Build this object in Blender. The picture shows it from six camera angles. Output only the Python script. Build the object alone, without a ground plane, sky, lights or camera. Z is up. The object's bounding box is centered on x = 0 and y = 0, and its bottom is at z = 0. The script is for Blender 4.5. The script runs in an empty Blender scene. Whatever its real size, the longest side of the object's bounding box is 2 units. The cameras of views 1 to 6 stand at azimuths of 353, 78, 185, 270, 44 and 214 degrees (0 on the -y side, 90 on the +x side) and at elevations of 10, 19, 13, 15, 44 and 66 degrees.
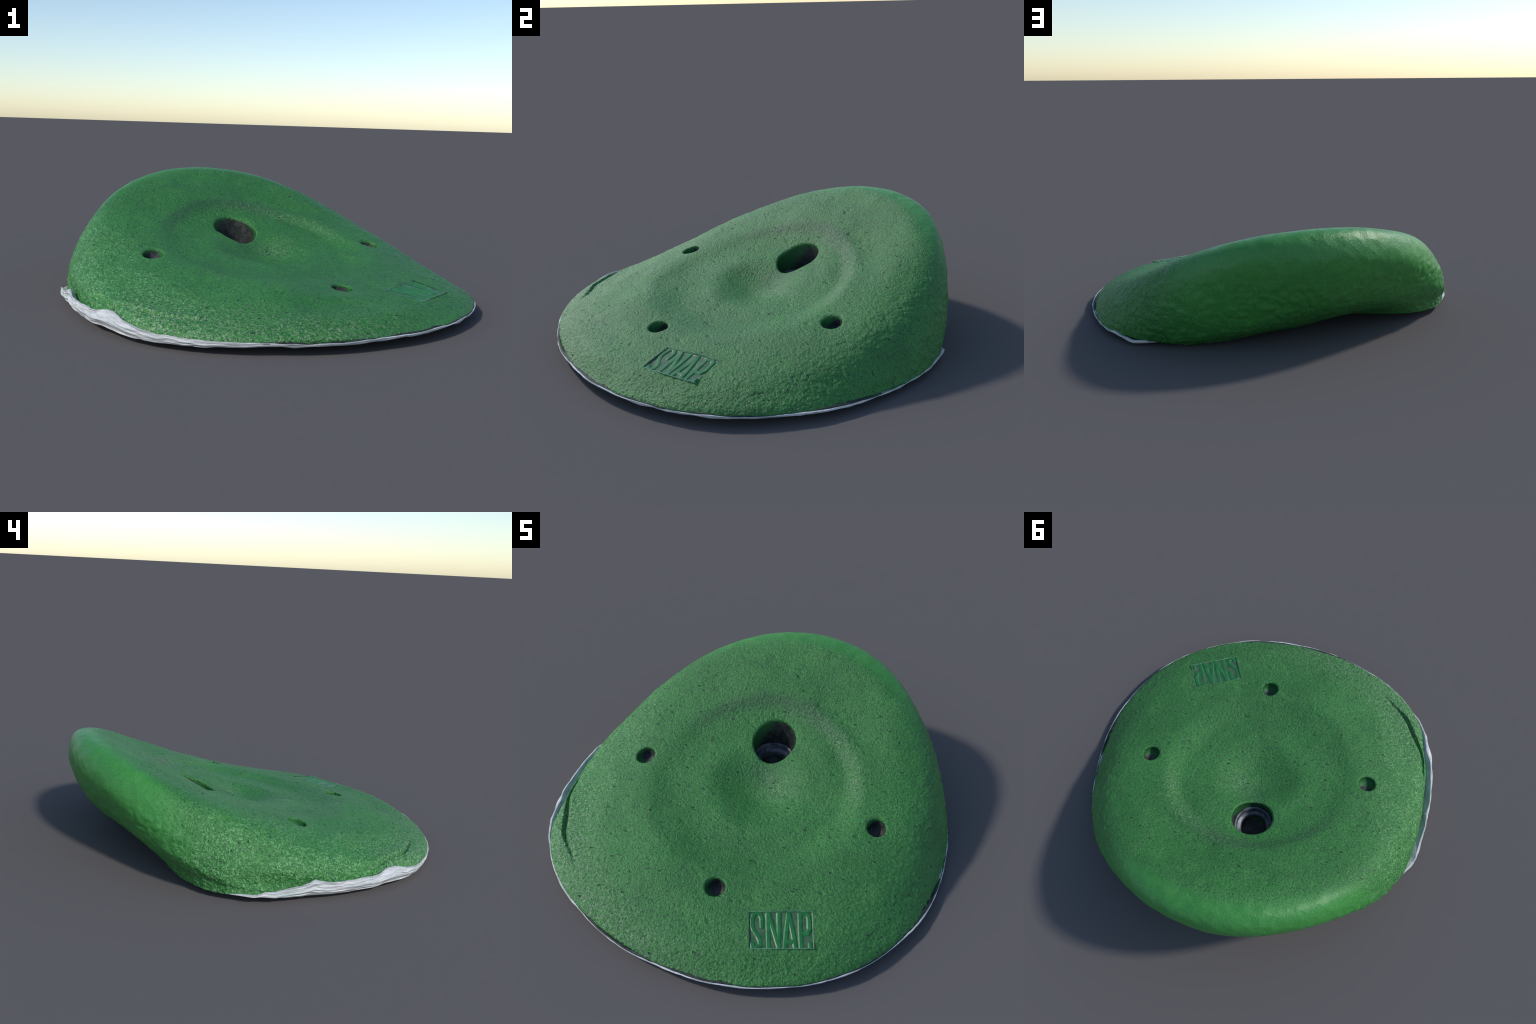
import bpy, bmesh, math
import numpy as np
from mathutils import Vector, noise as mnoise

# ---------------------------------------------------------------- frame
# The hold is a tilted disc.  Its own axes: a points towards the overhanging
# lip, b lies across; both are turned 25 degrees from the world axes.
TURN = math.radians(25.0)
AX = np.array((-math.sin(TURN), math.cos(TURN)))
BX = np.array((math.cos(TURN), math.sin(TURN)))


def to_xy(a, b):
    return a * AX[0] + b * BX[0], a * AX[1] + b * BX[1]


def to_ab(x, y):
    return x * AX[0] + y * AX[1], x * BX[0] + y * BX[1]


# Profiles of the hold, one every 22.5 degrees around its centre (0 = towards
# the lip).  Each runs from the edge of the base, up the wall, over the
# shoulder and in towards the centre of the dish: (radius, height).
PROFILES = [
    ((0.564, 0.025), (0.761, 0.123), (0.928, 0.280), (0.992, 0.472), (0.901, 0.590), (0.600, 0.492), (0.330, 0.312)),  # 0 deg
    ((0.639, 0.024), (0.826, 0.110), (0.926, 0.272), (0.988, 0.476), (0.903, 0.562), (0.600, 0.478), (0.330, 0.327)),  # 22 deg
    ((0.832, 0.006), (0.899, 0.068), (0.971, 0.208), (0.962, 0.374), (0.866, 0.452), (0.600, 0.413), (0.330, 0.318)),  # 45 deg
    ((0.923, 0.010), (0.986, 0.017), (0.992, 0.088), (0.950, 0.211), (0.836, 0.305), (0.600, 0.325), (0.330, 0.286)),  # 68 deg
    ((0.979, 0.027), (0.977, 0.039), (0.967, 0.030), (0.930, 0.101), (0.814, 0.205), (0.600, 0.236), (0.330, 0.246)),  # 90 deg
    ((0.977, 0.032), (0.993, 0.029), (0.977, 0.054), (0.923, 0.088), (0.810, 0.147), (0.600, 0.198), (0.330, 0.224)),  # 112 deg
    ((0.979, 0.039), (0.976, 0.020), (0.998, 0.052), (0.931, 0.095), (0.824, 0.126), (0.600, 0.165), (0.330, 0.203)),  # 135 deg
    ((0.980, 0.038), (0.969, 0.036), (0.976, 0.056), (0.937, 0.073), (0.834, 0.111), (0.600, 0.149), (0.330, 0.191)),  # 158 deg
    ((0.969, 0.049), (0.961, 0.040), (0.967, 0.044), (0.944, 0.062), (0.838, 0.124), (0.600, 0.156), (0.330, 0.192)),  # 180 deg
    ((0.962, 0.031), (0.983, 0.052), (0.967, 0.046), (0.958, 0.071), (0.841, 0.118), (0.600, 0.174), (0.330, 0.204)),  # 202 deg
    ((0.950, 0.035), (0.988, 0.027), (1.022, 0.060), (0.980, 0.090), (0.849, 0.130), (0.600, 0.200), (0.330, 0.222)),  # 225 deg
    ((0.948, 0.019), (0.947, -0.001), (1.033, 0.051), (0.986, 0.118), (0.847, 0.145), (0.600, 0.233), (0.330, 0.241)),  # 248 deg
    ((0.966, 0.054), (0.966, 0.042), (0.984, 0.026), (0.963, 0.113), (0.847, 0.195), (0.600, 0.260), (0.330, 0.251)),  # 270 deg
    ((0.998, 0.033), (0.991, 0.053), (0.982, 0.069), (0.945, 0.183), (0.826, 0.304), (0.600, 0.316), (0.330, 0.270)),  # 292 deg
    ((0.890, 0.038), (0.916, 0.104), (0.978, 0.199), (0.954, 0.320), (0.849, 0.429), (0.600, 0.385), (0.330, 0.291)),  # 315 deg
    ((0.627, 0.068), (0.788, 0.136), (0.902, 0.270), (0.967, 0.419), (0.881, 0.537), (0.600, 0.456), (0.330, 0.305)),  # 338 deg
]
CENTRE_HEIGHT = 0.249

# holes, in the (a, b) axes: one large bolt hole and three screw holes
BOLT = dict(a=0.317, b=-0.012, r=0.111, lip=0.007)
SCREWS = [dict(a=0.0193, b=-0.6137, r=0.047, lip=0.006),
          dict(a=-0.0190, b=0.6277, r=0.047, lip=0.006),
          dict(a=-0.5646, b=0.0170, r=0.047, lip=0.006)]
HOLES = [BOLT] + SCREWS

# sunken name panel (world x, y)
PANEL_C = np.array((0.612, -0.440))
PANEL_ANG = math.radians(45.5)
PANEL_W, PANEL_H = 0.283, 0.174
PU = np.array((math.cos(PANEL_ANG), math.sin(PANEL_ANG)))
PV = np.array((-math.sin(PANEL_ANG), math.cos(PANEL_ANG)))


# ---------------------------------------------------------------- helpers
def catmull(P, q, closed):
    """Catmull-Rom through the rows of P at parameters q."""
    P = np.asarray(P, float)
    n = len(P)
    i = np.floor(q).astype(int)
    if closed:
        i = i % n
        p0, p1, p2, p3 = P[(i - 1) % n], P[i], P[(i + 1) % n], P[(i + 2) % n]
    else:
        i = np.clip(i, 0, n - 2)
        Q = np.concatenate([2 * P[:1] - P[1:2], P, 2 * P[-1:] - P[-2:-1]])
        p0, p1, p2, p3 = Q[i], Q[i + 1], Q[i + 2], Q[i + 3]
    s = q - (np.floor(q) if closed else i)
    s = s.reshape((-1,) + (1,) * (P.ndim - 1))
    return 0.5 * (2 * p1 + (p2 - p0) * s + (2 * p0 - 5 * p1 + 4 * p2 - p3) * s * s
                  + (3 * p1 - p0 - 3 * p2 + p3) * s ** 3)


def sstep(e0, e1, x):
    t = np.clip((x - e0) / (e1 - e0), 0, 1)
    return t * t * (3 - 2 * t)


def around(table, deg):
    """Smooth periodic look-up of a value given at some angles (degrees)."""
    d = np.array([t[0] for t in table], float)
    v = np.array([t[1] for t in table], float)
    d = np.concatenate([d - 360, d, d + 360])
    v = np.concatenate([v, v, v])
    return np.interp(np.asarray(deg) % 360, d, v)


_rng = np.random.RandomState(11)
_PERM = _rng.permutation(512)
_VAL = _rng.uniform(-1, 1, 512)


def vnoise(x, y, z):
    """Value noise on arrays, range about -1..1."""
    xi, yi, zi = np.floor(x).astype(int), np.floor(y).astype(int), np.floor(z).astype(int)
    fx, fy, fz = x - xi, y - yi, z - zi
    fx, fy, fz = [f * f * f * (f * (6 * f - 15) + 10) for f in (fx, fy, fz)]

    def h(i, j, k):
        return _VAL[(_PERM[(_PERM[(_PERM[i & 511] + j) & 511] + k) & 511])]
    c = 0
    for di in (0, 1):
        for dj in (0, 1):
            for dk in (0, 1):
                w = (fx if di else 1 - fx) * (fy if dj else 1 - fy) * (fz if dk else 1 - fz)
                c = c + w * h(xi + di, yi + dj, zi + dk)
    return c


def mesh_object(name, verts, faces, mat=None, parent=None, smooth=True, origin=(0, 0, 0)):
    me = bpy.data.meshes.new(name)
    o = np.asarray(origin, float)
    me.from_pydata((np.asarray(verts) - o).tolist(), [], faces)
    me.update()
    if smooth:
        me.polygons.foreach_set("use_smooth", [True] * len(me.polygons))
    ob = bpy.data.objects.new(name, me)
    ob.location = o
    bpy.context.scene.collection.objects.link(ob)
    if mat:
        me.materials.append(mat)
    if parent:
        ob.parent = parent
    return ob


def sweep_faces(nu, nv, close_u=True, close_v=False, flip=False):
    """Quads of a grid stored as index = u * nv + v."""
    f = []
    for u in range(nu if close_u else nu - 1):
        u2 = (u + 1) % nu
        for v in range(nv if close_v else nv - 1):
            v2 = (v + 1) % nv
            q = (u * nv + v, u2 * nv + v, u2 * nv + v2, u * nv + v2)
            f.append(q[::-1] if flip else q)
    return f


# ---------------------------------------------------------------- body surface
NT = 1440                                     # steps around
P = np.array([list(r) + [(0.0, CENTRE_HEIGHT)] for r in PROFILES])     # 16,8,2
theta = np.arange(NT) * 2 * math.pi / NT
deg = np.degrees(theta)
ring = catmull(P, np.arange(NT) * 16.0 / NT, True)                     # NT,8,2
# take the last trace of the control angles out of the surface
kk = np.exp(-0.5 * (np.arange(-90, 91) / 26.0) ** 2)
kk /= kk.sum()
pad = np.concatenate([ring[-90:], ring, ring[:90]])
ring = np.stack([np.stack([np.convolve(pad[:, i, j], kk, "valid") for j in (0, 1)], -1)
                 for i in range(8)], 1)

# one common, roughly even spacing along all profiles
tq = np.linspace(0, 7, 701)
fine = np.moveaxis(catmull(np.moveaxis(ring, 1, 0), tq, False), 0, 1)   # NT,701,2
seg = np.linalg.norm(np.diff(fine, axis=1), axis=2)
arc = np.concatenate([[0], np.cumsum(np.maximum(seg.mean(0), 0.35 * seg.max(0)))])
NS = int(arc[-1] / 0.0043)
ts = np.interp(np.linspace(0, arc[-1], NS), arc, tq)
prof = np.moveaxis(catmull(np.moveaxis(ring, 1, 0), ts, False), 0, 1)   # NT,NS,2
R0, Z0 = prof[..., 0].copy(), prof[..., 1].copy()
R0[:, -1] = 0.0
topness = sstep(3.6, 4.4, ts)[None, :]        # 1 on the upper face

# edge of the base, used again by the rim
base_z = ring[:, 0, 1].copy()
wall_low = np.where(fine[..., 1] < 0.115, fine[..., 0], 0).max(1)


def rim_bottom(d):
    return around([(0, .03), (45, .012), (62, .013), (75, .024), (87, .019), (110, .028), (135, .034), (160, .037),
                   (180, .038), (195, .036), (212, .038), (225, .032), (240, .023), (255, .033), (268, .026),
                   (285, .029), (300, .030), (315, .046), (337, .06)], d)


def rim_height(d):
    return around([(0, .006), (40, .006), (54, .010), (62, .020), (69, .026), (73, .010), (84, .010),
                   (97, .013), (120, .014), (150, .014), (180, .013), (205, .012), (217, .016),
                   (227, .026), (236, .036), (244, .055), (250, .072), (256, .066), (263, .064), (270, .064),
                   (276, .074), (280, .058), (286, .046), (289, .034), (292, .014), (300, .008),
                   (312, .008), (325, .006)], d)


flap = sstep(242, 254, deg) * (1 - sstep(286, 298, deg))     # rim stands free here
crack = sstep(222, 242, deg) * (1 - sstep(258, 268, deg))    # groove in the green here

R, Z = R0.copy(), Z0.copy()
# behind the torn flap the body keeps back, leaving a gap
back = 0.026 * flap[:, None] * (1 - sstep(0.07, 0.16, Z)) * (ts[None, :] < 4.2)
R = R - back
# keep the green above the white backing where that shows
shown = ((deg > 58) & (deg < 300))[:, None]
floor_z = (rim_bottom(deg) + 0.5 * rim_height(deg).clip(0, .014))[:, None]
under = shown & (Z < floor_z) & (ts[None, :] < 3.2)
Z = np.where(under, floor_z, Z)
R = np.where(under, np.minimum(R, wall_low[:, None] - 0.008), R)
cx, sx = np.cos(theta)[:, None], np.sin(theta)[:, None]
a, b = R * cx, R * sx

# groove that starts the tear
gr = 0.955 - 0.03 * (1 - sstep(218, 250, deg))[:, None] + 0.006 * np.sin(theta * 23)[:, None]
Z = Z - 0.026 * crack[:, None] * np.exp(-((R - gr) / 0.009) ** 2) * (ts[None, :] > 2.0)


def dish(a, b):
    """Round dish turned into the upper face: a soft step at radius 0.5, a
    funnel in the middle and a few broad hollows worn around it."""
    r = np.hypot(a, b)
    t = np.degrees(np.arctan2(b, a)) % 360
    drop = around([(0, .016), (20, .020), (45, .026), (70, .030), (120, .032), (180, .030), (225, .035), (250, .030),
                   (272, .012), (290, .006), (330, .006), (348, .011)], t)
    near = sstep(0.12, 0.30, r)
    drop = drop * near + 0.022 * (1 - near)
    inner = 0.33 + 0.12 * sstep(-0.35, 0.30, a)
    step = -drop * (1 - sstep(inner, 0.555 - 0.020 * sstep(-0.2, 0.3, a), r))
    q = np.hypot(a - 0.035, b - 0.010)
    funnel = -0.056 * (1 - sstep(0.02, 0.275, q))
    # hollow between the bolt hole and the lip, and one on the low left side
    hollow = -0.022 * np.exp(-(np.minimum(abs(t - 18), 360 - abs(t - 18)) / 30.0) ** 4) \
        * sstep(0.46, 0.58, r) * (1 - sstep(0.70, 0.84, r))
    left = -0.016 * np.exp(-((t - 245) / 26.0) ** 4) * sstep(0.36, 0.50, r) * (1 - sstep(0.64, 0.80, r))
    left = left - 0.010 * np.exp(-((t - 187) / 20.0) ** 4) * sstep(0.66, 0.76, r) * (1 - sstep(0.82, 0.92, r))
    crease = -0.023 * np.exp(-((t - 38) / 28.0) ** 4) * sstep(0.36, 0.50, r) * (1 - sstep(0.58, 0.74, r))
    return step + funnel + hollow + left + crease


Z = Z + dish(a, b) * topness


def lips(a, b):
    z = 0
    for h in HOLES:
        d = np.hypot(a - h["a"], b - h["b"]) - h["r"]
        z = z - h["lip"] * np.clip(1 - np.maximum(d, 0) / (h["lip"] * 1.5), 0, 1) ** 2
    return z


Z = Z + lips(a, b) * topness
X, Y = to_xy(a, b)

# relief: broad unevenness, pebbled skin, scattered pits
rng = np.random.RandomState(5)
dn = 0.0030 * vnoise(X * 5, Y * 5, Z * 5 + 7) + 0.0014 * vnoise(X * 16, Y * 16, Z * 16)
skin = 0.8 * vnoise(X * 90, Y * 90, Z * 90) + 0.8 * vnoise(X * 150 + 9, Y * 150, Z * 150)
coarse = sstep(0.62, 0.95, R) * (1 - sstep(0.30, 0.42, Z))
dn = dn + (0.0010 + 0.0009 * coarse) * skin * (1 - 0.7 * sstep(0.55, 0.85, a) * sstep(0.78, 0.9, R))
zone = np.minimum(coarse * (0.5 - 0.5 * np.cos(theta - math.radians(200)))[:, None], 1)
wr = vnoise(X * 30 + 2 * vnoise(X * 9, Y * 9, Z * 9), Y * 22, Z * 30 + 3)
dn = dn + 0.0075 * zone * (0.45 - np.abs(wr))
P3 = np.stack([X, Y, Z], -1)
du = np.roll(P3, -1, 0) - np.roll(P3, 1, 0)
dv = np.gradient(P3, axis=1)
Nn = np.cross(du, dv)
Nn[:, -1] = (0, 0, 1)
Nn /= np.maximum(np.linalg.norm(Nn, axis=2, keepdims=True), 1e-12)
P3 = P3 + Nn * dn[..., None]
# pits: short dents lying across the slope
top_xy = []
for i in range(230):
    t = rng.uniform(0, 2 * math.pi)
    r = 0.93 * math.sqrt(rng.uniform(0.02, 1))
    top_xy.append((r * math.cos(t), r * math.sin(t), rng.uniform(0.0032, 0.0070), rng.uniform(1.1, 2.8)))
aa, bb = to_ab(P3[..., 0], P3[..., 1])
dz = np.zeros_like(aa)
for (pa, pb, w, el) in top_xy:
    t0 = int((math.atan2(pb, pa) % (2 * math.pi)) / (2 * math.pi) * NT)
    half = int(0.03 / max(math.hypot(pa, pb), 0.05) / (2 * math.pi) * NT) + 2
    rows = np.arange(t0 - half, t0 + half + 1) % NT
    A_, B_ = aa[rows] - pa, bb[rows] - pb
    dz[rows] -= w * 0.9 * np.exp(-((B_ / (w * el)) ** 2 + (A_ / w) ** 2))
P3[..., 2] += dz * topness


def surface_z(x, y):
    """Height of the finished upper face at world x, y."""
    x, y = np.atleast_1d(x), np.atleast_1d(y)
    qa, qb = to_ab(x, y)
    r = np.hypot(qa, qb)
    tt = (np.arctan2(qb, qa) % (2 * math.pi)) / (2 * math.pi) * NT
    out = np.empty(len(x))
    k0 = int(np.searchsorted(ts, 4.0))
    for k in range(len(x)):
        i = int(tt[k]) % NT
        f = tt[k] - int(tt[k])
        z = []
        for j in (i, (i + 1) % NT):
            rr = np.hypot(P3[j, k0:, 0], P3[j, k0:, 1])[::-1]
            z.append(np.interp(r[k], rr, P3[j, k0:, 2][::-1]))
        out[k] = z[0] * (1 - f) + z[1] * f
    return out


# ---------------------------------------------------------------- cut openings
VN = NT * (NS - 1) + 1
grid = np.arange(NT * (NS - 1)).reshape(NT, NS - 1)
verts = np.concatenate([P3[:, :-1].reshape(-1, 3), P3[:, -1].mean(0)[None]])
va, vb = to_ab(verts[:, 0], verts[:, 1])
vt = np.concatenate([np.broadcast_to(ts[:-1], (NT, NS - 1)).reshape(-1), [7.0]])

g2 = np.roll(grid, -1, 0)
quads = np.stack([grid[:, :-1], g2[:, :-1], g2[:, 1:], grid[:, 1:]], -1).reshape(-1, 4)
qa, qb, qt = va[quads].mean(1), vb[quads].mean(1), vt[quads].mean(1)
qx, qy = verts[quads, 0].mean(1), verts[quads, 1].mean(1)
cut_id = np.full(len(quads), -1)
for k, h in enumerate(HOLES):
    cut_id[(np.hypot(qa - h["a"], qb - h["b"]) < h["r"]) & (qt > 4)] = k
pu = (qx - PANEL_C[0]) * PU[0] + (qy - PANEL_C[1]) * PU[1]
pv = (qx - PANEL_C[0]) * PV[0] + (qy - PANEL_C[1]) * PV[1]
cut_id[(abs(pu) < PANEL_W / 2) & (abs(pv) < PANEL_H / 2) & (qt > 3)] = 10
keep = quads[cut_id < 0]
used_keep = np.zeros(VN, bool)
used_keep[keep] = True
for k in list(range(len(HOLES))) + [10]:
    cutq = quads[cut_id == k]
    bv = np.unique(cutq)
    bv = bv[used_keep[bv]]                      # border vertices
    if k < 10:
        h = HOLES[k]
        da, db = va[bv] - h["a"], vb[bv] - h["b"]
        d = np.hypot(da, db)
        na, nb = h["a"] + da / d * h["r"], h["b"] + db / d * h["r"]
        nx, ny = to_xy(na, nb)
    else:
        u = (verts[bv, 0] - PANEL_C[0]) * PU[0] + (verts[bv, 1] - PANEL_C[1]) * PU[1]
        v = (verts[bv, 0] - PANEL_C[0]) * PV[0] + (verts[bv, 1] - PANEL_C[1]) * PV[1]
        W, H = PANEL_W / 2, PANEL_H / 2
        side = abs(abs(u) - W) < abs(abs(v) - H)
        nu_ = np.where(side, np.sign(u) * W, np.clip(u, -W, W))
        nv_ = np.where(side, np.clip(v, -H, H), np.sign(v) * H)
        for su in (-1, 1):
            for sv in (-1, 1):
                j = np.argmin((nu_ - su * W) ** 2 + (nv_ - sv * H) ** 2)
                nu_[j], nv_[j] = su * W, sv * H
        nx = PANEL_C[0] + nu_ * PU[0] + nv_ * PV[0]
        ny = PANEL_C[1] + nu_ * PU[1] + nv_ * PV[1]
    nz = surface_z(nx, ny)
    verts[bv, 0], verts[bv, 1], verts[bv, 2] = nx, ny, nz

faces = keep.tolist()
last = grid[:, -1]
faces += [(int(last[i]), int(last[(i + 1) % NT]), VN - 1) for i in range(NT)]

# short green skirt going down into each hole
edge_count = {}
cutset = quads[(cut_id >= 0) & (cut_id < 10)]
kept_edges = {}
for q in keep[np.isin(keep, np.unique(cutset)).any(1)].tolist():
    for i in range(4):
        kept_edges[(q[i], q[(i + 1) % 4])] = True
extra, dup = [], {}
for q in cutset.tolist():
    for i in range(4):
        e = (q[i], q[(i + 1) % 4])
        if (e[1], e[0]) in kept_edges:
            for v in e:
                if v not in dup:
                    ids = []
                    for lvl in range(1, 5):
                        p = verts[v].copy()
                        p[2] -= 0.0022 * lvl
                        extra.append(p)
                        ids.append(VN + len(extra) - 1)
                    dup[v] = [v] + ids
            for lvl in range(4):
                faces.append((dup[e[0]][lvl], dup[e[1]][lvl], dup[e[1]][lvl + 1], dup[e[0]][lvl + 1]))
verts = np.concatenate([verts, np.array(extra)])
used = np.zeros(len(verts), bool)
for f in faces:
    used[list(f)] = True
remap = np.cumsum(used) - 1
verts = verts[used]
faces = [tuple(int(remap[i]) for i in f) for f in faces]

# ---------------------------------------------------------------- materials
class Nodes:
    """Small helper to write node trees as expressions."""

    def __init__(self, name):
        self.mat = bpy.data.materials.new(name)
        self.mat.use_nodes = True
        self.t = self.mat.node_tree
        self.bsdf = self.t.nodes["Principled BSDF"]

    def link(self, val, sock):
        if isinstance(val, bpy.types.NodeSocket):
            self.t.links.new(val, sock)
        else:
            sock.default_value = val

    def coord(self):
        return self.t.nodes.new("ShaderNodeTexCoord").outputs["Object"]

    def mapping(self, vec, rot=(0, 0, 0), scale=(1, 1, 1), loc=(0, 0, 0)):
        n = self.t.nodes.new("ShaderNodeMapping")
        self.link(vec, n.inputs["Vector"])
        n.inputs["Rotation"].default_value = rot
        n.inputs["Scale"].default_value = scale
        n.inputs["Location"].default_value = loc
        return n.outputs[0]

    def noise(self, vec, scale, detail=2.0, rough=0.5, dist=0.0):
        n = self.t.nodes.new("ShaderNodeTexNoise")
        self.link(vec, n.inputs["Vector"])
        n.inputs["Scale"].default_value = scale
        n.inputs["Detail"].default_value = detail
        n.inputs["Roughness"].default_value = rough
        n.inputs["Distortion"].default_value = dist
        return n.outputs["Fac"]

    def voronoi(self, vec, scale, feature="F1", out="Distance", rand=1.0):
        n = self.t.nodes.new("ShaderNodeTexVoronoi")
        n.feature = feature
        self.link(vec, n.inputs["Vector"])
        n.inputs["Scale"].default_value = scale
        n.inputs["Randomness"].default_value = rand
        return n.outputs[out]

    def math(self, op, x, y=0.0, z=0.0, clamp=False):
        n = self.t.nodes.new("ShaderNodeMath")
        n.operation = op
        n.use_clamp = clamp
        self.link(x, n.inputs[0])
        self.link(y, n.inputs[1])
        self.link(z, n.inputs[2])
        return n.outputs[0]

    def ramp(self, x, lo, hi, a=0.0, b=1.0, smooth=True):
        n = self.t.nodes.new("ShaderNodeMapRange")
        n.interpolation_type = "SMOOTHSTEP" if smooth else "LINEAR"
        self.link(x, n.inputs[0])
        for i, v in enumerate((lo, hi, a, b)):
            n.inputs[1 + i].default_value = v
        return n.outputs[0]

    def mix(self, fac, c1, c2):
        n = self.t.nodes.new("ShaderNodeMix")
        n.data_type = "RGBA"
        self.link(fac, n.inputs[0])
        for v, s in ((c1, n.inputs[6]), (c2, n.inputs[7])):
            if not isinstance(v, bpy.types.NodeSocket):
                v = (*v, 1.0)
            self.link(v, s)
        return n.outputs[2]

    def xyz(self, vec):
        n = self.t.nodes.new("ShaderNodeSeparateXYZ")
        self.link(vec, n.inputs[0])
        return n.outputs

    def bump(self, h, strength, dist, normal=None):
        n = self.t.nodes.new("ShaderNodeBump")
        n.inputs["Strength"].default_value = strength
        n.inputs["Distance"].default_value = dist
        self.link(h, n.inputs["Height"])
        if normal is not None:
            self.link(normal, n.inputs["Normal"])
        return n.outputs[0]

    def done(self, color, rough, normal=None, metallic=0.0, spec=0.5):
        self.link(color if isinstance(color, bpy.types.NodeSocket) else (*color, 1), self.bsdf.inputs["Base Color"])
        self.link(rough, self.bsdf.inputs["Roughness"])
        self.link(metallic, self.bsdf.inputs["Metallic"])
        self.link(spec, self.bsdf.inputs["Specular IOR Level"])
        if normal is not None:
            self.link(normal, self.bsdf.inputs["Normal"])
        return self.mat


GREEN = (0.037, 0.214, 0.036)
GREEN_DEEP = (0.028, 0.180, 0.029)
GREEN_PALE = (0.058, 0.252, 0.050)
PAINTED_SHEEN = (0.330, 0.370, 0.275)
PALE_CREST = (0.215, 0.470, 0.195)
PIT = (0.020, 0.035, 0.030)


def body_material():
    m = Nodes("green_polyurethane")
    co = m.coord()
    # axes of the hold: x across (b), y towards the lip (a)
    ab = m.mapping(co, rot=(0, 0, -TURN))
    x, y, z = m.xyz(ab)
    r = m.math("SQRT", m.math("ADD", m.math("MULTIPLY", x, x), m.math("MULTIPLY", y, y)))

    big = m.noise(co, 2.6, 3)
    mid = m.noise(co, 11, 3)
    grain = m.noise(co, 115, 3, 0.65)
    worm = m.noise(co, 88, 2, 0.6, 1.0)
    fine = m.noise(co, 230, 2, 0.6)

    col = m.mix(m.ramp(big, 0.38, 0.64), GREEN, GREEN_DEEP)
    col = m.mix(m.math("MULTIPLY", m.ramp(mid, 0.48, 0.72), 0.55), col, GREEN_PALE)
    lip_lightening = m.math("MULTIPLY", m.ramp(y, 0.50, 0.80), m.ramp(r, 0.78, 0.90))
    col = m.mix(m.math("MULTIPLY", lip_lightening, 0.55), col, (0.056, 0.290, 0.052))  # lip skin tinted a brighter green
    # light crests of the pebbled skin, and dark hollows between
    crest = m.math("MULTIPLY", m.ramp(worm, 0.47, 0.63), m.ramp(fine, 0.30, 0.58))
    # sheen painted as pale speckle: the right half of the dish ring, a patch under the bolt
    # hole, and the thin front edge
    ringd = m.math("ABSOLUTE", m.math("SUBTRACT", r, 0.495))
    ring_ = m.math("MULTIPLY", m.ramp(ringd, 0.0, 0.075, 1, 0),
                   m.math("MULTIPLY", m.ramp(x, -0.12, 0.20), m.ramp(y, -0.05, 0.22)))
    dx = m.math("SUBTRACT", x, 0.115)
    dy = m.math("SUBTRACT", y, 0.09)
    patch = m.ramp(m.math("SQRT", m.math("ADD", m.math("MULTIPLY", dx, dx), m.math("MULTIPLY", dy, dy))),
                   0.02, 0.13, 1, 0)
    edge = m.math("MULTIPLY", m.math("MULTIPLY", m.ramp(r, 0.70, 0.97), m.ramp(y, -0.10, -0.60)), m.ramp(x, 0.40, -0.45))
    side = m.math("MULTIPLY", m.ramp(x, -0.56, -0.82), m.ramp(m.noise(co, 4.5, 2), 0.22, 0.48))  # mask that lightens the left wall's crests for baked-in sunlight
    sheen_mask = m.math("MAXIMUM", m.math("MAXIMUM", m.math("MULTIPLY", ring_, 0.55), m.math("MULTIPLY", patch, 0.45)),
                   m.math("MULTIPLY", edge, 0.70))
    sheen_speckle = m.math("MULTIPLY", m.ramp(worm, 0.46, 0.62), m.ramp(fine, 0.32, 0.55))
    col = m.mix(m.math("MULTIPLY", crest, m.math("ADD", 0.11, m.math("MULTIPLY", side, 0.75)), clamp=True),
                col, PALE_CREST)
    col = m.mix(m.math("MULTIPLY", sheen_speckle, m.math("MULTIPLY", sheen_mask, 0.80), clamp=True), col, PAINTED_SHEEN)
    painted_shade = m.math("MULTIPLY", m.ramp(m.math("ABSOLUTE", m.math("SUBTRACT", r, 0.505)), 0.0, 0.060, 1, 0),  # crease shadow above the ring and below the bolt hole, drawn dark grey
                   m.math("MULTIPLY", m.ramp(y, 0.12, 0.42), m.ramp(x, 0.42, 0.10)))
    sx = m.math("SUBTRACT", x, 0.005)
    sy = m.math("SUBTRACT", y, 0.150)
    painted_shade2 = m.ramp(m.math("SQRT", m.math("ADD", m.math("MULTIPLY", sx, sx), m.math("MULTIPLY", sy, sy))),
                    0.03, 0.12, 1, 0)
    painted_shade = m.math("MAXIMUM", painted_shade, m.math("MULTIPLY", painted_shade2, 0.75))
    painted_shade = m.math("MULTIPLY", painted_shade, m.ramp(grain, 0.62, 0.38, 0.25, 0.95))
    col = m.mix(m.math("MULTIPLY", painted_shade, 0.75), col, (0.030, 0.055, 0.042))
    hollow = m.math("MULTIPLY", m.ramp(grain, 0.51, 0.37), 0.85)
    hollow = m.math("MULTIPLY", hollow, m.ramp(m.math("MULTIPLY", m.ramp(y, 0.52, 0.80), m.ramp(r, 0.80, 0.90)), 0, 1, 1.0, 0.25))
    col = m.mix(hollow, col, (0.017, 0.078, 0.028))
    # small open pores
    vd = m.voronoi(m.mapping(ab, scale=(0.62, 1.6, 1)), 26)
    vc = m.voronoi(m.mapping(ab, scale=(0.62, 1.6, 1)), 26, out="Color")
    sel = m.math("MULTIPLY", m.ramp(m.xyz(vc)[0], 0.78, 0.80), m.ramp(y, 0.80, 0.55))
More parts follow.
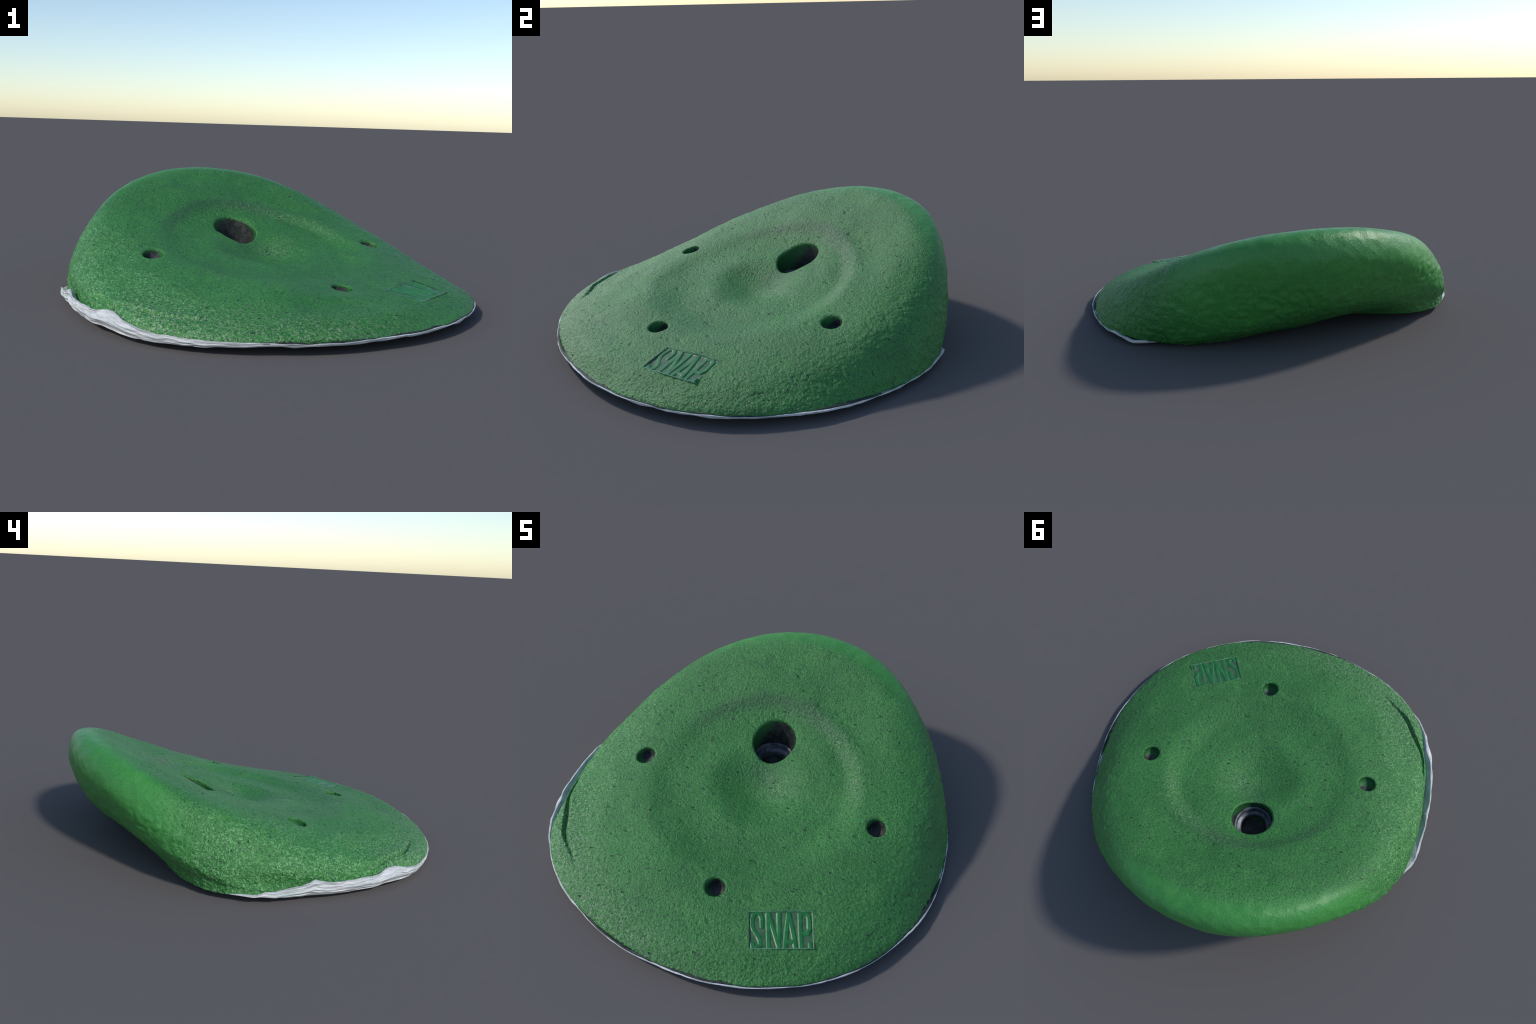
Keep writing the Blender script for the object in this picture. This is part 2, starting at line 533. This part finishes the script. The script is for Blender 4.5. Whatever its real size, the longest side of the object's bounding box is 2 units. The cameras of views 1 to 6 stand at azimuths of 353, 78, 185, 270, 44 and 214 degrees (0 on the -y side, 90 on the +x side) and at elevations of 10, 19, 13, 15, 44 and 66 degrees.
    pore = m.math("MULTIPLY", m.ramp(vd, 0.10, 0.19, 1, 0), sel)
    col = m.mix(m.math("MULTIPLY", pore, 0.85), col, PIT)

    # the wall under the lip is smoother than the pebbled face
    smooth_back = m.math("MULTIPLY", m.ramp(y, 0.52, 0.80), m.ramp(r, 0.80, 0.90))
    h = m.math("ADD", m.math("MULTIPLY", grain, 1.0), m.math("MULTIPLY", worm, 1.2))
    h = m.math("SUBTRACT", h, m.math("MULTIPLY", pore, 1.5))
    h = m.math("MULTIPLY", h, m.ramp(smooth_back, 0, 1, 1.0, 0.30))
    facet = m.voronoi(co, 17, "F1", "Distance")
    h = m.math("ADD", h, m.math("MULTIPLY", m.math("MULTIPLY", facet, smooth_back), 1.3))
    nrm = m.bump(h, 0.65, 0.006)
    nrm = m.bump(fine, 0.25, 0.002, nrm)
    rough = m.math("SUBTRACT", m.ramp(mid, 0.3, 0.7, 0.44, 0.56, False), m.math("MULTIPLY", smooth_back, 0.08))
    return m.done(col, rough, nrm)


def rim_material():
    m = Nodes("torn_white_backing")
    co = m.coord()
    streak = m.noise(m.mapping(co, scale=(1, 1, 7)), 9, 4, 0.6)
    weave = m.noise(co, 160, 2)
    blot = m.noise(co, 5, 3)
    col = m.mix(m.ramp(streak, 0.35, 0.62), (0.42, 0.44, 0.44), (0.66, 0.66, 0.66))
    col = m.mix(m.math("MULTIPLY", m.ramp(blot, 0.52, 0.70), 0.45), col, (0.48, 0.54, 0.50))
    col = m.mix(m.math("MULTIPLY", m.ramp(weave, 0.45, 0.65), 0.2), col, (0.42, 0.46, 0.45))
    h = m.math("ADD", m.math("MULTIPLY", streak, 1.0), m.math("MULTIPLY", weave, 0.25))
    return m.done(col, 0.75, m.bump(h, 0.5, 0.008), spec=0.3)


def plain(name, c1, c2, scale, rough, metallic=0.0, bump=0.3, spec=0.5):
    m = Nodes(name)
    co = m.coord()
    n = m.noise(co, scale, 4, 0.6)
    return m.done(m.mix(m.ramp(n, 0.35, 0.65), c1, c2), rough,
                  m.bump(n, bump, 0.004), metallic, spec)


def hole_lining_material(name, ky, kz, dark, light, green):
    """Green near the front of the mouth, grey-brown deeper and behind."""
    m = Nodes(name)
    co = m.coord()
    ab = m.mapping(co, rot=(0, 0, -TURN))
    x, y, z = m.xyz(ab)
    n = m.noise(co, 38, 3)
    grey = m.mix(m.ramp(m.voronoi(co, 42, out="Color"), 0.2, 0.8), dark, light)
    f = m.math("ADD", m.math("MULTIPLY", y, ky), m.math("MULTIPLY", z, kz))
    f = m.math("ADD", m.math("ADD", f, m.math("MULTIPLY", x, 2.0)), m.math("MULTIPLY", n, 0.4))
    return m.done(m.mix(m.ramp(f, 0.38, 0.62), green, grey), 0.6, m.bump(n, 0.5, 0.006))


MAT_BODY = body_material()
MAT_RIM = rim_material()
MAT_DARK_LINE = plain("dark_line_mat", (0.010, 0.014, 0.014), (0.030, 0.045, 0.036), 40, 0.7)
MAT_BORE = hole_lining_material("bolt_bore", 4.5, -3.2, (0.010, 0.013, 0.012), (0.032, 0.036, 0.031), (0.016, 0.110, 0.026))  # colours darkened for the gloom inside the bore
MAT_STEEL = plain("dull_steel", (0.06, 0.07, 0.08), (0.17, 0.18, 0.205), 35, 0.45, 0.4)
MAT_SCREW = hole_lining_material("screw_hole_lining", 9.0, -7.0, (0.018, 0.018, 0.020), (0.060, 0.056, 0.058),
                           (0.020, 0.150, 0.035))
MAT_PANEL = plain("panel_green", (0.022, 0.110, 0.032), (0.075, 0.140, 0.072), 34, 0.42)
MAT_LETTER = plain("letter_green", (0.012, 0.130, 0.030), (0.022, 0.185, 0.045), 26, 0.40)
MAT_EDGE = plain("pale_panel_edge", (0.070, 0.230, 0.100), (0.180, 0.360, 0.220), 60, 0.5)

# ---------------------------------------------------------------- assemble
hold = bpy.data.objects.new("climbing_hold", None)
bpy.context.scene.collection.objects.link(hold)
hold["label"] = "green pebbled climbing hold with dish, bolt holes and torn white base rim"
hold["category"] = "climbing hold"

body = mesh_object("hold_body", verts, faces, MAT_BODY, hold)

# ---- white backing: rim, torn flap and flat underside in one shell
NR = 720
rd = np.arange(NR) * 360.0 / NR
rt = np.radians(rd)
zb = rim_bottom(rd)
outr = np.interp(rd, deg, wall_low, period=360)
hgt = rim_height(rd)
hidden = 1 - around([(0, 0), (52, 0), (61, 1), (294, 1), (303, 0)], rd)
edge_r = np.interp(rd, deg, ring[:, 0, 0], period=360)
outr = outr * (1 - hidden) + (edge_r - 0.012) * hidden
fl = sstep(236, 252, rd) * (1 - sstep(288, 298, rd))
cxr, sxr = np.cos(rt), np.sin(rt)
chip_rng = np.random.RandomState(23)


def chips(step, seed):
    """Broken-edge noise: straight runs between irregular corners."""
    at = np.cumsum(chip_rng.uniform(0.4 * step, 1.6 * step, int(420 / step)))
    at = at[at < 360 - 0.4 * step]
    return np.interp(rd, at, chip_rng.uniform(-1, 1, len(at)), period=360)


jag = 0.8 * chips(5.0, 1) + 0.4 * chips(1.8, 2)
jag2 = 0.9 * chips(6.5, 3) + 0.45 * chips(2.2, 4)
hgt = hgt * (1 + 0.16 * jag * (1 - 0.4 * fl)) + 0.006 * fl * jag2 - 0.018 * fl * np.maximum(vnoise(rd * 0.16, rd * 0 + 7, rd * 0), 0)
low = np.maximum(zb + 0.0055 * jag2 * (1 - hidden), 0.0)
vis = 1 - hidden
# radius of the undisturbed wall at a given height, from outside
fineZ, fineR = fine[..., 1], fine[..., 0]
ri = (np.arange(NR) * NT / NR).astype(int)


def wall_r(h):
    out = np.empty(NR)
    for k in range(NR):
        i = ri[k]
        m_ = (tq < 4.6)
        d_ = np.abs(fineZ[i, m_] - h[k])
        rr_ = np.where(d_ < 0.006, fineR[i, m_], 0)
        out[k] = rr_.max() if rr_.max() > 0 else outr[k]
    return out


rows = []
rows.append((outr * 0.45, zb * 0.0))
rows.append((np.maximum(outr - 0.16, 0.1), zb * 0.75))
rows.append((outr - 0.040 * vis - 0.012 * hidden, low + 0.001))
NL = 12
top_r = wall_r(zb + hgt)
for i in range(NL):
    f = i / (NL - 1.0)
    # lower edge tucked in, bulging out, then up to the torn top edge
    bulge = np.where(fl > 0.02, outr * (1 - f) + (top_r + 0.010) * f + 0.010 * math.sin(math.pi * f), outr)
    rr = outr * (1 - fl) + bulge * fl
    rr = rr - 0.012 * (1 - f) ** 3 + (0.0035 * (1 - fl)) * vis
    fold = (vnoise(rd * 0.10 + 3 * f, np.full(NR, i * 0.62), rd * 0 + 3) * 0.006 + 0.004 * (chips(3.2, 5) if i % 2 else jag2)) * fl
    fold += vnoise(rd * 0.30, np.full(NR, i * 0.9), rd * 0 + 6) * 0.0025 * vis
    rows.append((rr + fold, low * (1 - f) + (zb + hgt) * f))
rows.append((rows[-1][0] - 0.007, zb + hgt + 0.001))
rows.append((rows[-2][0] - 0.014 - 0.004 * jag * fl, zb + hgt * 0.93 - 0.002))
rows.append((rows[-3][0] - 0.022 - 0.010 * fl, zb + hgt * 0.55))
rows.append((rows[-4][0] - 0.034 - 0.020 * fl, zb + hgt * 0.20))
rr_all = np.stack([q[0] for q in rows], 1)
zz_all = np.maximum(np.stack([q[1] for q in rows], 1), 0.0)
xx, yy = to_xy(rr_all * cxr[:, None], rr_all * sxr[:, None])
rv = np.stack([xx, yy, zz_all], -1).reshape(-1, 3)
nv = len(rows)
rf = sweep_faces(NR, nv)
# underside
cen = len(rv)
rv = np.concatenate([rv, [[0, 0, 0.0]]])
rf += [(cen, ((u + 1) % NR) * nv, u * nv) for u in range(NR)]
rim = mesh_object("torn_rim", rv, rf, MAT_RIM, hold, smooth=False)

# ---- thin seam between the green skin and the white backing
sd = np.arange(82, 226, 0.4)
n = len(sd)
taper = sstep(84, 100, sd) * (1 - sstep(205, 225, sd))
sz0 = np.interp(sd, rd, zb + hgt) - 0.007
w = (0.0075 + 0.0018 * vnoise(sd * 0.25, sd * 0, sd * 0 + 2) + 0.0008 * vnoise(sd * 1.1, sd * 0, sd * 0)) * taper + 0.003
i_near = np.round(sd / 360 * NT).astype(int) % NT
body_R = np.hypot(*to_ab(P3[..., 0], P3[..., 1]))


def on_body(k, h):
    """Outermost body radius at height h on the ray k."""
    i = i_near[k]
    zc, rc = P3[i, :, 2], body_R[i]
    up = np.arange(NS) < np.searchsorted(ts, 4.3)
    d_ = np.where(up, np.abs(zc - h), 9)
    ok = d_ < 0.004
    return rc[ok].max() if ok.any() else rc[np.argmin(d_)]


srows = []
for f, lift in ((0.0, -0.012), (0.0, 0.0015), (0.35, 0.0022), (0.7, 0.0020), (1.0, 0.0010), (1.0, -0.010)):
    hh = sz0 + w * f
    rr = np.array([on_body(k, hh[k]) for k in range(n)])
    rr = np.convolve(np.pad(rr, 4, "edge"), np.ones(9) / 9, "valid")
    srows.append((rr + lift * (0.3 + 0.7 * taper), hh))
sr = np.stack([q[0] for q in srows], 1)
sz = np.stack([q[1] for q in srows], 1)
st = np.radians(sd)[:, None]
sx_, sy_ = to_xy(sr * np.cos(st), sr * np.sin(st))
dark_line = mesh_object("dark_edge_line", np.stack([sx_, sy_, sz], -1).reshape(-1, 3),
                   sweep_faces(n, len(srows), close_u=False, close_v=True), MAT_DARK_LINE, hold)


# ---- linings of the holes
def lathe_hole(name, h, steps, mat, flat_z, parent, skirt=0.0075, seg=96, jitter=0.0, seed=0):
    """Wall of a vertical hole.  steps: (radius, height above flat_z); the
    first ring follows the slope of the face."""
    al = np.arange(seg) * 2 * math.pi / seg
    ca, cb = np.cos(al), np.sin(al)
    cx_, cy_ = to_xy(h["a"], h["b"])
    x0, y0 = to_xy(h["a"] + h["r"] * 1.0 * ca, h["b"] + h["r"] * 1.0 * cb)
    zt = surface_z(x0, y0) - skirt
    rg = np.random.RandomState(seed)
    rings_ = []
    r0 = h["r"] - 0.001
    x1, y1 = to_xy(h["a"] + r0 * ca, h["b"] + r0 * cb)
    rings_.append(np.stack([x1, y1, zt], -1))
    for k, (rad, hz) in enumerate(steps):
        jr = rad * (1 + jitter * vnoise(ca * 2 + seed, cb * 2, np.full(seg, k * 1.3)))
        x1, y1 = to_xy(h["a"] + jr * ca, h["b"] + jr * cb)
        rings_.append(np.stack([x1, y1, np.minimum(np.full(seg, flat_z + hz), zt - 0.004 * (k + 1))], -1))
    v = np.stack(rings_, 1).reshape(-1, 3)
    nvv = len(rings_)
    f = sweep_faces(seg, nvv)
    c = len(v)
    v = np.concatenate([v, [[cx_, cy_, v[nvv - 1::nvv, 2].mean() - 0.002]]])
    f += [(u * nvv + nvv - 1, ((u + 1) % seg) * nvv + nvv - 1, c) for u in range(seg)]
    zc = float(zt.mean()) + skirt
    return mesh_object(name, v, f, mat, parent, origin=(cx_, cy_, zc))


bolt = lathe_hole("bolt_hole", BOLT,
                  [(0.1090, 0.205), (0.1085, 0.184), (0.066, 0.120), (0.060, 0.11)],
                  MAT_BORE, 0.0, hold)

# stepped steel seat for the bolt
seg = 96
al = np.arange(seg) * 2 * math.pi / seg
seat_profile = [(0.1080, 0.1860), (0.1070, 0.1905), (0.1040, 0.1925), (0.0960, 0.1915), (0.0935, 0.1880),
                (0.0915, 0.1640), (0.0890, 0.1610), (0.0750, 0.1595), (0.0710, 0.1560), (0.0690, 0.1300),
                (0.0690, 0.1120)]
sv_ = []
for u in range(seg):
    for (rr, zz) in seat_profile:
        px, py = to_xy(BOLT["a"] + rr * math.cos(al[u]), BOLT["b"] + rr * math.sin(al[u]))
        sv_.append((px, py, zz))
seat = mesh_object("bolt_seat", np.array(sv_) - np.array(bolt.location), sweep_faces(seg, len(seat_profile)), MAT_STEEL, bolt)

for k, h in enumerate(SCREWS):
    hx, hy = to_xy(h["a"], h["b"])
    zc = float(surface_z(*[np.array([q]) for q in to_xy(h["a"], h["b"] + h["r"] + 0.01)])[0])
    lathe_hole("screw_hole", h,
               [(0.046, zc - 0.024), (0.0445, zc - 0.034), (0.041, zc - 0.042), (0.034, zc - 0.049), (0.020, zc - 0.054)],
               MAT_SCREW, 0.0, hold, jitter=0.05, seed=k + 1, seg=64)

# ---- sunken name panel
gu = np.linspace(-PANEL_W / 2, PANEL_W / 2, 40)
gv = np.linspace(-PANEL_H / 2, PANEL_H / 2, 26)
U, V = np.meshgrid(np.linspace(-0.6, 0.6, 25) * PANEL_W, np.linspace(-0.62, 0.62, 21) * PANEL_H, indexing="ij")
sel = (abs(U) > PANEL_W * 0.505) | (abs(V) > PANEL_H * 0.51)
us, vs = U[sel], V[sel]
basis = lambda u, v: np.stack([np.ones_like(u), u, v, u * u, u * v, v * v], -1)
coef = np.linalg.lstsq(basis(us, vs), surface_z(PANEL_C[0] + us * PU[0] + vs * PV[0],
                                                PANEL_C[1] + us * PU[1] + vs * PV[1]), rcond=None)[0]
SINK = 0.0050


def panel_point(u, v, h):
    z = basis(u, v) @ coef + h
    return np.stack([PANEL_C[0] + u * PU[0] + v * PV[0], PANEL_C[1] + u * PU[1] + v * PV[1], z], -1)


PW, PH = PANEL_W / 2, PANEL_H / 2
cu = np.concatenate([np.linspace(-PW - 0.001, PW + 0.001, 92)])
cv = np.concatenate([np.linspace(-PH - 0.001, PH + 0.001, 58)])
U, V = np.meshgrid(cu, cv, indexing="ij")
inset = np.minimum(PW + 0.001 - abs(U), PH + 0.001 - abs(V))
H = -SINK + (SINK - 0.0015) * (1 - sstep(0.0, 0.005, inset)) + 0.0010 * vnoise(U * 50, V * 18, U * 0)
panel = mesh_object("name_panel", panel_point(U.ravel(), V.ravel(), H.ravel()),
                    sweep_faces(len(cu), len(cv), close_u=False), MAT_PANEL, hold)

# letter strokes in panel units: x 0..1.63 to the right, y 0..1 upwards
LETTERS = {
    "letter_s": [[(0.33, 0.60), (0.33, 0.82), (0.28, 0.94), (0.20, 0.97), (0.12, 0.92), (0.08, 0.78), (0.08, 0.62),
                  (0.13, 0.50), (0.22, 0.36), (0.28, 0.22), (0.28, 0.09), (0.20, 0.04), (0.10, 0.06), (0.09, 0.14)]],
    "letter_n": [[(0.49, 0.03), (0.48, 0.96)], [(0.50, 0.95), (0.75, 0.04)], [(0.75, 0.03), (0.77, 0.96)]],
    "letter_a": [[(0.90, 0.03), (1.01, 0.95)], [(1.03, 0.95), (1.17, 0.03)], [(0.97, 0.19), (1.11, 0.19)]],
    "letter_p": [[(1.31, 0.03), (1.30, 0.95)], [(1.31, 0.94), (1.46, 0.95), (1.53, 0.86), (1.54, 0.52),
                                                (1.48, 0.41), (1.36, 0.40)], [(1.54, 0.05), (1.54, 0.14)]],
}


def stroke_distance(px, py, line):
    best = np.full(px.shape, 9.0)
    for (x1, y1), (x2, y2) in zip(line[:-1], line[1:]):
        dx, dy = x2 - x1, y2 - y1
        t = np.clip(((px - x1) * dx + (py - y1) * dy) / (dx * dx + dy * dy), 0, 1)
        best = np.minimum(best, np.hypot(px - x1 - t * dx, py - y1 - t * dy))
    return best


for name, lines in LETTERS.items():
    pts = np.array([p for l in lines for p in l])
    x0, x1 = pts[:, 0].min() - 0.10, pts[:, 0].max() + 0.10
    gx = np.arange(max(x0, 0.005), min(x1, 1.625), 0.0075)
    gy = np.arange(0.005, 0.996, 0.0075)
    GX, GY = np.meshgrid(gx, gy, indexing="ij")
    D = np.min([stroke_distance(GX, GY, l) for l in lines], axis=0)
    hh = -SINK - 0.0015 + (SINK + 0.0002) * (1 - sstep(0.030, 0.090, D)) + 0.0006 * vnoise(GX * 9, GY * 5, GX * 0 + 2)
    uu, vv = (GX / 1.63 - 0.5) * PANEL_W, (GY - 0.5) * PANEL_H
    allp = panel_point(uu.ravel(), vv.ravel(), hh.ravel())
    ny_ = len(gy)
    ff = [q for q in sweep_faces(len(gx), ny_, close_u=False) if min(D.ravel()[list(q)]) < 0.098]
    ids = sorted({i for q in ff for i in q})
    mp = {i: j for j, i in enumerate(ids)}
    mesh_object(name, allp[ids], [tuple(mp[i] for i in q) for q in ff], MAT_LETTER, panel)

# thin pale ridges along the upper and lower edge of the panel
for sgn in (1, -1):
    uu = np.linspace(-PW - 0.002, PW + 0.002, 120)
    wv = 0.0007 * vnoise(uu * 60, uu * 0 + sgn, uu * 0)
    rowsE = []
    for (dv_, hgt_) in ((-0.0019, -0.003), (-0.0012, 0.0006), (0.0, 0.0013), (0.0012, 0.0006), (0.0019, -0.003)):
        rowsE.append(panel_point(uu, sgn * (PH + 0.0004) + dv_ + wv, np.full(len(uu), hgt_) + wv))
    ev = np.stack(rowsE, 1).reshape(-1, 3)
    mesh_object("panel_edge", ev, sweep_faces(len(uu), 5, close_u=False), MAT_EDGE, panel)

for ob in bpy.data.objects:
    if ob.type == "MESH":
        bm = bmesh.new()
        bm.from_mesh(ob.data)
        if ob.name != "hold_body":
            bmesh.ops.recalc_face_normals(bm, faces=bm.faces)
        bm.to_mesh(ob.data)
        bm.free()
